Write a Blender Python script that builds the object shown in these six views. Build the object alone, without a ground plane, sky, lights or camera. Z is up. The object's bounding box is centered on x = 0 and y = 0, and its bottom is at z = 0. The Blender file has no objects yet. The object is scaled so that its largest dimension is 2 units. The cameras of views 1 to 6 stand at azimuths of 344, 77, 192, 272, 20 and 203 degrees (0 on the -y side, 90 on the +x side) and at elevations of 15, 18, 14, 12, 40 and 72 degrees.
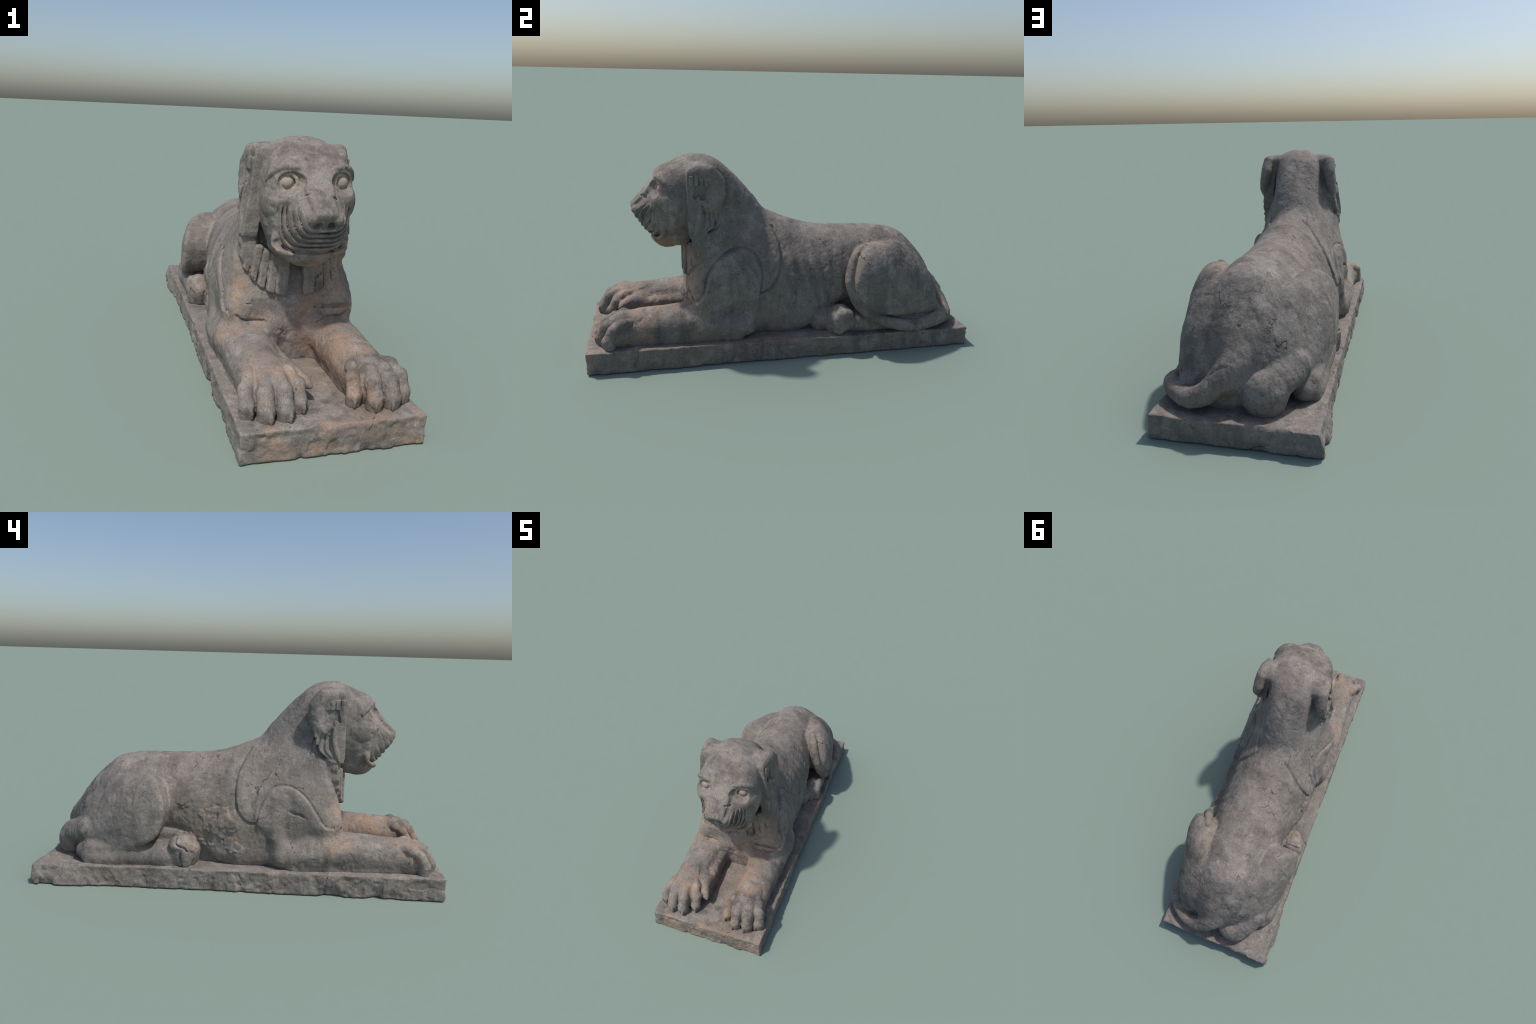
"""Weathered stone statue of a recumbent lion on a slab plinth.

The animal is modelled as one implicit body: lofts, tapered limbs, ellipsoids and
tubes (each described by a few dimensions) are blended with smooth unions, carved
with sockets and engraved lines, then skinned with a surface net and separated
into its anatomical parts, which share one set of vertex normals."""
import bpy, math, time
import numpy as np
from concurrent.futures import ThreadPoolExecutor

H = 0.0036           # skin resolution of the statue (m)
HP = 0.005          # skin resolution of the plinth (m)
T0 = time.time()
F = np.float32
CX = -0.008          # the animal's mid plane

# ------------------------------------------------------------------ noise
_rng = np.random.default_rng(7)
_PERM = np.tile(_rng.permutation(256), 3).astype(np.int32)
_GRAD = _rng.normal(size=(256, 3)).astype(F)
_GRAD /= np.linalg.norm(_GRAD, axis=1, keepdims=True)


def perlin(P, freq, seed=0):
    """Gradient noise, about -1..1."""
    q = P * F(freq) + F(seed * 17.31)
    i = np.floor(q)
    f = (q - i).astype(F)
    i = i.astype(np.int32) & 255
    u = f * f * f * (f * (f * 6 - 15) + 10)
    out = None
    for dx in (0, 1):
        a = _PERM[i[:, 0] + dx]
        for dy in (0, 1):
            b = _PERM[a + ((i[:, 1] + dy) & 255)]
            for dz in (0, 1):
                g = _GRAD[_PERM[b + ((i[:, 2] + dz) & 255)] & 255]
                d = g[:, 0] * (f[:, 0] - dx) + g[:, 1] * (f[:, 1] - dy) + g[:, 2] * (f[:, 2] - dz)
                w = (u[:, 0] if dx else 1 - u[:, 0]) * (u[:, 1] if dy else 1 - u[:, 1]) * (u[:, 2] if dz else 1 - u[:, 2])
                out = d * w if out is None else out + d * w
    return out * F(1.6)


def fbm(P, freq, octaves=3, seed=0):
    s, a = 0, 1.0
    for o in range(octaves):
        s = s + F(a) * perlin(P, freq * 2 ** o, seed + o)
        a *= 0.5
    return s


def spread(fn, chunks):
    """Work through the chunks on a few threads, in order."""
    with ThreadPoolExecutor(4) as ex:
        return list(ex.map(fn, chunks))


# ------------------------------------------------------------------ small maths
def smin(a, b, k):
    if k <= 0:
        return np.minimum(a, b)
    h = np.maximum(k - np.abs(a - b), 0) / k
    return np.minimum(a, b) - h * h * (k * 0.25)


def smax(a, b, k):
    return -smin(-a, -b, k)


def sstep(a, b, x):
    t = np.clip((x - a) / (b - a), 0, 1)
    return t * t * (3 - 2 * t)


def curve(keys, n=400):
    """Smooth table through (t, v...) keys (monotone cubic)."""
    k = np.array(sorted(keys), float)
    t, v = k[:, 0], k[:, 1:]
    h = np.diff(t)[:, None]
    s = np.diff(v, axis=0) / h
    m = np.zeros_like(v)
    m[0], m[-1] = s[0], s[-1]
    same = (s[:-1] * s[1:]) > 0
    hm = 2 * s[:-1] * s[1:] / np.where(same, s[:-1] + s[1:], 1)
    m[1:-1] = np.where(same, hm, 0)
    T = np.linspace(t[0], t[-1], n)
    j = np.clip(np.searchsorted(t, T) - 1, 0, len(t) - 2)
    hh = h[j]
    u = ((T - t[j])[:, None]) / hh
    V = (2 * u**3 - 3 * u**2 + 1) * v[j] + (u**3 - 2 * u**2 + u) * hh * m[j] + (-2 * u**3 + 3 * u**2) * v[j + 1] + (u**3 - u**2) * hh * m[j + 1]
    return T, V


def spline(pts, step=0.02):
    """Catmull-Rom through points of any dimension."""
    p = np.array(pts, float)
    if len(p) < 3:
        return p
    p = np.vstack([2 * p[0] - p[1], p, 2 * p[-1] - p[-2]])
    out = []
    for i in range(1, len(p) - 2):
        n = max(2, int(np.linalg.norm((p[i + 1] - p[i])[:3]) / step))
        for t in np.arange(n) / n:
            out.append(0.5 * (2 * p[i] + (p[i + 1] - p[i - 1]) * t + (2 * p[i - 1] - 5 * p[i] + 4 * p[i + 1] - p[i + 2]) * t * t + (3 * p[i] - p[i - 1] - 3 * p[i + 1] + p[i + 2]) * t**3))
    out.append(p[-2])
    return np.array(out)


# ------------------------------------------------------------------ implicit primitives
# each returns (function of points, low corner, high corner)
def ellipsoid(c, r, rot=None):
    c, r = np.array(c, F), np.array(r, F)
    R = np.eye(3, dtype=F) if rot is None else euler(rot)

    def f(P):
        q = (P - c) @ R
        a = np.linalg.norm(q / r, axis=1)
        b = np.linalg.norm(q / (r * r), axis=1) + F(1e-6)
        return a * (a - 1) / b
    m = r.max()
    return f, c - m, c + m


def euler(deg):
    x, y, z = np.radians(deg)
    cx, sx, cy, sy, cz, sz = math.cos(x), math.sin(x), math.cos(y), math.sin(y), math.cos(z), math.sin(z)
    X = np.array([[1, 0, 0], [0, cx, -sx], [0, sx, cx]])
    Y = np.array([[cy, 0, sy], [0, 1, 0], [-sy, 0, cy]])
    Z = np.array([[cz, -sz, 0], [sz, cz, 0], [0, 0, 1]])
    return (Z @ Y @ X).astype(F)


def rbox(c, half, rad=0.01, rot=None):
    c, h = np.array(c, F), np.array(half, F) - F(rad)
    R = np.eye(3, dtype=F) if rot is None else euler(rot)

    def f(P):
        q = np.abs((P - c) @ R) - h
        return np.linalg.norm(np.maximum(q, 0), axis=1) + np.minimum(q.max(axis=1), 0) - F(rad)
    m = np.linalg.norm(half)
    return f, c - m, c + m


def tube(pts, squash=(1, 1, 1), step=0.02, smooth=True):
    """Swept round tube through (x, y, z, radius) stations; squash scales axes."""
    p = spline(pts, step) if smooth else np.array(pts, float)
    if len(p) > 9:   # long paths: keep stations only as dense as the bends need
        p = np.vstack([p[:-1:2], p[-1:]])
    sq = np.array(squash, F)

    def f(P):
        Q = P / sq
        best = None
        for a, b in zip(p[:-1], p[1:]):
            A = (a[:3] / sq).astype(F)
            d = (b[:3] / sq - A).astype(F)
            L = F(max(d @ d, 1e-9))
            w = Q - A
            t = np.clip(w @ d / L, 0, 1)
            dist = np.linalg.norm(w - t[:, None] * d, axis=1) - (F(a[3]) + t * F(b[3] - a[3]))
            best = dist if best is None else np.minimum(best, dist)
        return best * F(min(squash))
    r = p[:, 3].max() * max(1, max(squash))
    return f, p[:, :3].min(0) - r, p[:, :3].max(0) + r


def loft(keys, cx=0.0, caps=(None, None), cap_k=0.03):
    """Body along y. Stations: (y, top, bottom, half width, height of widest place,
    exponent above, exponent below[, x of the middle])."""
    keys = [tuple(k) + (cx,) * (8 - len(k)) for k in keys]
    T, V = curve(keys)

    def radial(x, y, z):
        zt, zb, w, zw, pu, pl, mx = (np.interp(y, T, V[:, i]).astype(F) for i in range(7))
        up = z > zw
        h = np.where(up, zt - zw, zw - zb)
        p = np.where(up, pu, pl)
        a = np.maximum(np.abs(x - mx) / np.maximum(w, F(0.004)), F(1e-5))
        b = np.maximum(np.abs(z - zw) / np.maximum(h, F(0.004)), F(1e-5))
        return (a**p + b**p) ** (1 / p)

    def f(P):
        x, y, z = P[:, 0], P[:, 1], P[:, 2]
        e = F(0.004)
        k = radial(x, y, z)
        gx = (radial(x + e, y, z) - k) / e
        gy = (radial(x, y + e, z) - k) / e
        gz = (radial(x, y, z + e) - k) / e
        d = (k - 1) / np.sqrt(gx * gx + gy * gy + gz * gz + F(1.0))
        d = np.clip(d, -0.3, 0.6)
        if caps[0] is not None:
            d = smax(d, F(caps[0]) - y, cap_k)
        if caps[1] is not None:
            d = smax(d, y - F(caps[1]), cap_k)
        return d
    k = np.array(keys)
    return f, np.array([(k[:, 7] - k[:, 3]).min(), k[:, 0].min(), k[:, 2].min()]), np.array([(k[:, 7] + k[:, 3]).max(), k[:, 0].max(), k[:, 1].max()])


def outline(pts, x0, x1, shear=0.0, z0=0.78):
    """Solid between x0 and x1 whose side view (y, z) is a closed smooth curve."""
    p = np.array(pts, float)
    n, q = len(p), []
    for i in range(n):
        p0, p1, p2, p3 = p[(np.arange(4) + i - 1) % n]
        for t in np.arange(4) / 4:
            q.append(0.5 * (2 * p1 + (p2 - p0) * t + (2 * p0 - 5 * p1 + 4 * p2 - p3) * t * t + (3 * p1 - p0 - 3 * p2 + p3) * t**3))
    q = np.array(q)
    a, b = q.astype(F), np.roll(q, -1, 0).astype(F)

    def f(P):
        u, v = P[:, 1], P[:, 2]
        best, inside = np.full(len(P), 9, F), np.zeros(len(P), bool)
        for s, e in zip(a, b):
            d = e - s
            t = np.clip(((u - s[0]) * d[0] + (v - s[1]) * d[1]) / max(d @ d, 1e-9), 0, 1)
            best = np.minimum(best, np.hypot(u - s[0] - t * d[0], v - s[1] - t * d[1]))
            if s[1] != e[1]:
                inside ^= ((v < s[1]) != (v < e[1])) & (u < (e[0] - s[0]) * (v - s[1]) / (e[1] - s[1]) + s[0])
        d = np.where(inside, -best, best)
        x = P[:, 0] - F(shear) * (v - F(z0))
        return np.maximum(d, np.maximum(F(x0) - x, x - F(x1)))
    return f, np.array([x0 - 0.03, *p.min(0)]), np.array([x1 + 0.03, *p.max(0)])


def meet(a, b, k):
    """Smooth intersection of two primitives."""
    return (lambda P: smax(a[0](P), b[0](P), k)), np.maximum(a[1], b[1]) - 0.02, np.minimum(a[2], b[2]) + 0.02


def halfspace(point, normal):
    """Everything behind a plane."""
    q, n = np.array(point, F), np.array(normal, F)
    n = n / np.linalg.norm(n)
    return (lambda P: (P - q) @ n), np.array((-9, -9, -9)), np.array((9, 9, 9))


class Clay:
    """A lump that parts are pressed onto or carved from; remembers which part is where."""

    def __init__(self):
        self.ops, self.names, self.fine = [], [], []

    def _n(self, name):
        if name not in self.names:
            self.names.append(name)
        return self.names.index(name)

    SINGLE = {"mane_lock", "toe", "hind_toe", "claw", "ear_hair"}      # every one of these is a piece of its own

    def add(self, name, prim, k=0.03):
        if name in self.SINGLE:
            name += "|%d" % len(self.ops)
        self.ops.append(("+", prim, k, self._n(name)))

    def cut(self, prim, k=0.01):
        self.ops.append(("-", prim, k, -1))

    def relief(self, fn, lo, hi):
        """Push the surface out by fn(P) metres within a box."""
        self.ops.append(("r", (fn, np.array(lo), np.array(hi)), 0, -1))

    def grain(self, fn):
        """Surface texture, applied only when the skin settles."""
        self.fine.append(fn)

    def eval(self, P, label=False, fine=False):
        n = len(P)
        d = np.full(n, 9, F)
        raw = np.full(n, 9, F)
        lab = np.zeros(n, np.int16)
        for op, (fn, lo, hi), k, who in self.ops:
            m = F(0.05 + k)
            idx = np.flatnonzero(((P > lo - m) & (P < hi + m)).all(1)) if op != "r" else np.flatnonzero(((P > lo) & (P < hi)).all(1))
            if not len(idx):
                continue
            v = fn(P[idx]).astype(F)
            if op == "+":
                if label:
                    better = v < raw[idx]
                    raw[idx] = np.where(better, v, raw[idx])
                    lab[idx] = np.where(better, who, lab[idx])
                d[idx] = smin(d[idx], v, k)
            elif op == "-":
                d[idx] = smax(d[idx], -v, k)
                raw[idx] = np.maximum(raw[idx], -v)
            else:
                d[idx] -= v
        if fine:
            for fn in self.fine:
                d -= fn(P).astype(F)
        return (d, lab) if label else d


# ------------------------------------------------------------------ surface net
def skin(clay, lo, hi, h, coarse=6):
    lo, hi = np.array(lo, float), np.array(hi, float)
    n = np.ceil((hi - lo) / (h * coarse)).astype(int)
    nf = n * coarse + 1
    ax = [lo[i] + np.arange(n[i]) * h * coarse + h * coarse / 2 for i in range(3)]
    C = np.stack(np.meshgrid(*ax, indexing="ij"), -1).reshape(-1, 3).astype(F)
    dc = np.concatenate(spread(clay.eval, np.array_split(C, 16)))
    near = np.abs(dc) < h * coarse * 1.4
    grid = np.empty(nf, F)
    grid[...] = 1
    big = np.repeat(np.repeat(np.repeat(dc.reshape(n), coarse, 0), coarse, 1), coarse, 2)
    grid[:-1, :-1, :-1] = big
    del big
    cells = np.argwhere(near.reshape(n))
    off = np.stack(np.meshgrid(*[np.arange(coarse)] * 3, indexing="ij"), -1).reshape(-1, 3)

    def fill(part):
        I = (part[:, None, :] * coarse + off[None]).reshape(-1, 3)
        grid[I[:, 0], I[:, 1], I[:, 2]] = clay.eval((lo + I * h).astype(F))
    spread(fill, np.array_split(cells, max(1, len(cells) // 250)))
    grid[0], grid[-1], grid[:, 0], grid[:, -1], grid[:, :, 0], grid[:, :, -1] = 1, 1, 1, 1, 1, 1
    s = grid < 0
    cnt = np.zeros(np.array(s.shape) - 1, np.uint8)
    for a in (0, 1):
        for b in (0, 1):
            for c in (0, 1):
                cnt += s[a:s.shape[0] - 1 + a, b:s.shape[1] - 1 + b, c:s.shape[2] - 1 + c]
    act = (cnt > 0) & (cnt < 8)
    A = np.argwhere(act)
    vid = np.full(act.shape, -1, np.int32)
    vid[act] = np.arange(len(A))
    acc, num = np.zeros((len(A), 3)), np.zeros(len(A))
    for axis in range(3):
        u, v = [i for i in range(3) if i != axis]
        for a in (0, 1):
            for b in (0, 1):
                p0 = A.copy()
                p0[:, u] += a
                p0[:, v] += b
                p1 = p0.copy()
                p1[:, axis] += 1
                f0, f1 = grid[tuple(p0.T)], grid[tuple(p1.T)]
                x = (f0 < 0) != (f1 < 0)
                t = np.where(x, f0 / np.where(x, f0 - f1, 1), 0)
                q = p0.astype(float)
                q[:, axis] += t
                acc[x] += q[x]
                num[x] += 1
    V = lo + acc / num[:, None] * h
    quads = []
    for axis in range(3):
        u, v = (axis + 1) % 3, (axis + 2) % 3
        sl0 = [slice(None)] * 3
        sl1 = [slice(None)] * 3
        sl0[axis], sl1[axis] = slice(None, -1), slice(1, None)
        E = np.argwhere(s[tuple(sl0)] != s[tuple(sl1)])
        E = E[(E[:, u] > 0) & (E[:, v] > 0) & (E[:, u] < s.shape[u] - 1) & (E[:, v] < s.shape[v] - 1)]
        inside = s[tuple(E.T)]
        ids = []
        for du, dv in ((-1, -1), (0, -1), (0, 0), (-1, 0)):
            c = E.copy()
            c[:, u] += du
            c[:, v] += dv
            ids.append(vid[tuple(c.T)])
        q = np.stack(ids, 1)
        q[~inside] = q[~inside][:, ::-1]
        quads.append(q)
    Q = np.vstack(quads)
    return V.astype(F), Q[(Q >= 0).all(1)]


def settle(clay, V, steps=2, e=0.0012):
    """Pull the vertices onto the surface."""
    order = np.argsort(np.floor(V[:, 1] * 12) * 64 + np.floor(V[:, 2] * 12) * 2 + (V[:, 0] > 0), kind="stable")
    back = np.argsort(order)
    K = np.array([[1, -1, -1], [-1, -1, 1], [-1, 1, -1], [1, 1, 1]], F)
    for _ in range(steps):
        vals = [np.concatenate(spread(lambda c: clay.eval(c + k * F(e), fine=True), np.array_split(V[order], 48)))[back] for k in K]
        g = sum(k[None] * v[:, None] for k, v in zip(K, vals)) / F(4 * e)
        d = sum(vals) / 4
        step = (d / np.maximum((g * g).sum(1), F(0.15)))[:, None] * g
        L = np.linalg.norm(step, axis=1, keepdims=True)
        V = V - step * np.minimum(1, F(0.004) / np.maximum(L, F(1e-9)))
    return V


def vertex_normals(V, Q):
    n = np.cross(V[Q[:, 2]] - V[Q[:, 0]], V[Q[:, 3]] - V[Q[:, 1]])
    N = np.zeros_like(V)
    for i in range(4):
        for c in range(3):
            N[:, c] += np.bincount(Q[:, i], n[:, c], len(V)).astype(F)
    return N / np.maximum(np.linalg.norm(N, axis=1, keepdims=True), F(1e-12))


# ------------------------------------------------------------------ 2D helpers for engraving
def line_dist(u, v, pts, step=0.015, smooth=True):
    p = spline(pts, step) if smooth else np.array(pts, float)
    best = np.full(len(u), 9, F)
    for a, b in zip(p[:-1].astype(F), p[1:].astype(F)):
        d = b - a
        t = np.clip(((u - a[0]) * d[0] + (v - a[1]) * d[1]) / max(d @ d, 1e-9), 0, 1)
        best = np.minimum(best, np.hypot(u - a[0] - t * d[0], v - a[1] - t * d[1]))
    return best


def engrave(clay, side, pts, depth=0.006, width=0.005, xmin=0.08, wobble=0.0):
    """Groove along a (y, z) line on the flank of one side (+1, -1)."""
    p = np.array(pts)
    m = width * 3 + 0.01
    lo = [xmin if side > 0 else -0.5, p[:, 0].min() - m, p[:, 1].min() - m]
    hi = [0.5 if side > 0 else -xmin, p[:, 0].max() + m, p[:, 1].max() + m]

    def f(P):
        d = line_dist(P[:, 1], P[:, 2], pts)
        if wobble:
            d = d + F(wobble) * perlin(P, 60, 3)
        return -F(depth) * np.exp(-(d / F(width)) ** 2)
    clay.relief(f, lo, hi)


def step_up(clay, side, line, closing, height, xmin=0.10, ymin=-9, edge=0.006):
    """Raise the flank on the inner side of an engraved (y, z) line by a small step that
    fades away from the line; closing points complete the outline of the inner side."""
    sd, lo, hi = outline(list(line) + list(closing), -9, 9)
    p = np.array(line)
    lo, hi = np.array([xmin, p[:, 0].min() - 0.1, p[:, 1].min() - 0.1]), np.array([0.5, p[:, 0].max() + 0.1, p[:, 1].max() + 0.1])
    lo[1] = max(lo[1], ymin)
    if side < 0:
        lo[0], hi[0] = -hi[0], -lo[0]

    def f(P):
        d = line_dist(P[:, 1], P[:, 2], line)
        return F(height) * (1 - sstep(-edge, edge, sd(P))) * (1 - sstep(0.02, 0.085, d)) * sstep(ymin, ymin + 0.05, P[:, 1])
    clay.relief(f, lo, hi)


def engrave_front(clay, pts, ymax, depth=0.006, width=0.005, ymin=-0.6):
    """Groove along an (x, z) line on the surfaces that face the front."""
    p = np.array(pts)
    m = width * 3 + 0.01

    def f(P):
        return -F(depth) * np.exp(-(line_dist(P[:, 0], P[:, 2], pts) / F(width)) ** 2)
    clay.relief(f, (p[:, 0].min() - m, ymin, p[:, 1].min() - m), (p[:, 0].max() + m, ymax, p[:, 1].max() + m))


def crack(clay, pts, depth=0.008, width=0.003, jag=0.012, seed=0):
    """Jagged 3D crack along a path."""
    p = np.array(pts, float)
    m = 0.03

    def f(P):
        W = P + F(jag) * np.stack([perlin(P, 22, seed), perlin(P, 22, seed + 5), perlin(P, 22, seed + 9)], 1)
        best = np.full(len(P), 9, F)
        for a, b in zip(p[:-1].astype(F), p[1:].astype(F)):
            d = b - a
            w = W - a
            t = np.clip(w @ d / max(d @ d, 1e-9), 0, 1)
            best = np.minimum(best, np.linalg.norm(w - t[:, None] * d, axis=1))
        return -F(depth) * np.exp(-(best / F(width)) ** 2)
    clay.relief(f, p.min(0) - m, p.max(0) + m)


# ================================================================== THE LION
L = Clay()

# trunk and neck: one loft from the chest (front, -y) to the rump
RX = CX - 0.010      # the breast and mane swell a little to the right, the rump leans left
TRUNK = [  # y, top, bottom, half width, height of widest, exp up, exp down, middle x
    (-0.52, 0.900, 0.06, 0.200, 0.42, 1.8, 5.0, RX),
    (-0.45, 0.980, 0.06, 0.222, 0.42, 1.7, 5.0, RX),
    (-0.39, 0.972, 0.06, 0.234, 0.41, 1.60, 5.0, RX),
    (-0.35, 0.952, 0.06, 0.238, 0.40, 1.50, 5.0, RX),
    (-0.30, 0.908, 0.06, 0.241, 0.39, 1.42, 5.0, RX),
    (-0.25, 0.862, 0.06, 0.242, 0.38, 1.38, 5.0, RX),
    (-0.20, 0.818, 0.06, 0.243, 0.36, 1.42, 5.0, RX),
    (-0.15, 0.769, 0.06, 0.244, 0.34, 1.48, 5.0, RX),
    (-0.10, 0.717, 0.06, 0.245, 0.32, 1.60, 5.0, RX),
    (0.00, 0.670, 0.06, 0.246, 0.30, 1.80, 6.0, RX + 0.005),
    (0.09, 0.639, 0.08, 0.243, 0.29, 1.85, 5.0, RX + 0.012),
    (0.19, 0.618, 0.14, 0.232, 0.31, 1.9, 3.8, RX + 0.020),
    (0.33, 0.612, 0.20, 0.210, 0.36, 1.9, 2.8, CX + 0.020),
    (0.48, 0.609, 0.16, 0.200, 0.36, 2.0, 2.4, CX + 0.028),
    (0.58, 0.596, 0.12, 0.206, 0.32, 2.0, 2.5, CX + 0.035),
    (0.65, 0.575, 0.10, 0.208, 0.30, 2.0, 2.6, CX + 0.036),
    (0.71, 0.529, 0.10, 0.198, 0.27, 2.1, 2.7, CX + 0.036),
    (0.78, 0.455, 0.10, 0.168, 0.25, 2.1, 2.7, CX + 0.026),
    (0.84, 0.370, 0.13, 0.122, 0.23, 2.1, 2.5, CX + 0.026),
    (0.88, 0.290, 0.15, 0.075, 0.21, 2.0, 2.2, CX + 0.036),
    (0.91, 0.222, 0.18, 0.035, 0.20, 2.0, 2.2, CX + 0.040),
]
def breast(P):   # the front of the trunk: upright below, leaning back above
    return F(-0.495) + np.maximum(P[:, 2] - F(0.38), 0) * F(0.30) - P[:, 1]
L.add("torso", meet(loft(TRUNK, caps=(None, 0.905), cap_k=0.05), (breast, np.array((-1, -0.6, 0)), np.array((1, 1.1, 1.1))), 0.05), 0)
# broad flat nape between the ears
NAPE = [
    (-0.46, 0.975, 0.70, 0.110, 0.86, 3.0, 2.5),
    (-0.39, 0.982, 0.70, 0.116, 0.86, 3.2, 2.5),
    (-0.345, 0.971, 0.70, 0.118, 0.85, 3.2, 2.5),
    (-0.30, 0.939, 0.66, 0.116, 0.82, 3.0, 2.5),
    (-0.25, 0.893, 0.62, 0.112, 0.76, 2.8, 2.5),
    (-0.20, 0.838, 0.58, 0.104, 0.71, 2.6, 2.5),
    (-0.15, 0.777, 0.54, 0.095, 0.66, 2.4, 2.5),
    (-0.09, 0.710, 0.50, 0.080, 0.60, 2.2, 2.5),
]
L.add("neck", loft(NAPE, cx=CX, caps=(-0.47, -0.105), cap_k=0.06), 0.04)
L.add("neck", ellipsoid((0.0, -0.152, 0.770), (0.010, 0.010, 0.016)), 0.008)
# the stone left standing under the belly
L.add("torso", rbox((CX, 0.08, 0.16), (0.195, 0.34, 0.10), 0.03), 0.015)

HX = CX + 0.006      # the head sits a touch left of the body's middle
# head
HEAD = [
    (-0.772, 0.730, 0.716, 0.046, 0.722, 3.0, 2.6),
    (-0.747, 0.746, 0.700, 0.056, 0.722, 3.0, 2.6),
    (-0.727, 0.766, 0.687, 0.074, 0.715, 2.5, 2.6),
    (-0.702, 0.794, 0.654, 0.088, 0.705, 2.3, 2.6),
    (-0.682, 0.816, 0.626, 0.099, 0.700, 2.2, 2.7),
    (-0.652, 0.855, 0.602, 0.113, 0.705, 2.2, 2.7),
    (-0.640, 0.896, 0.585, 0.127, 0.740, 2.6, 2.5),
    (-0.622, 0.925, 0.575, 0.143, 0.775, 3.2, 2.4),
    (-0.590, 0.942, 0.565, 0.159, 0.775, 3.2, 2.3),
    (-0.550, 0.958, 0.550, 0.169, 0.780, 2.9, 2.3),
    (-0.500, 0.984, 0.550, 0.169, 0.780, 2.7, 2.3),
    (-0.450, 0.997, 0.560, 0.163, 0.780, 2.6, 2.3),
    (-0.400, 0.983, 0.600, 0.150, 0.780, 2.6, 2.3),
    (-0.340, 0.955, 0.640, 0.125, 0.780, 2.5, 2.3),
]
L.add("head", loft(HEAD, cx=HX, caps=(-0.738, -0.36), cap_k=0.012), 0.03)
L.add("chin", ellipsoid((HX, -0.585, 0.605), (0.106, 0.082, 0.076)), 0.012)
L.add("chin", ellipsoid((HX, -0.52, 0.60), (0.13, 0.08, 0.060)), 0.02)
# flat broad bridge from the brows to the squared nose
BRIDGE = [
    (-0.765, 0.752, 0.715, 0.038, 0.735, 5, 3),
    (-0.745, 0.768, 0.715, 0.041, 0.745, 5, 3),
    (-0.695, 0.824, 0.740, 0.050, 0.785, 4, 3),
    (-0.655, 0.876, 0.800, 0.060, 0.840, 4, 3),
    (-0.630, 0.914, 0.840, 0.068, 0.880, 3.5, 3),
    (-0.595, 0.940, 0.860, 0.080, 0.900, 3.5, 3),
]
L.add("bridge", loft(BRIDGE, cx=HX, caps=(-0.757, -0.595), cap_k=0.004), 0.008)
L.cut(rbox((HX, -0.786, 0.698), (0.10, 0.05, 0.07), 0.004, (29, 0, 0)), 0.004)

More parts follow.
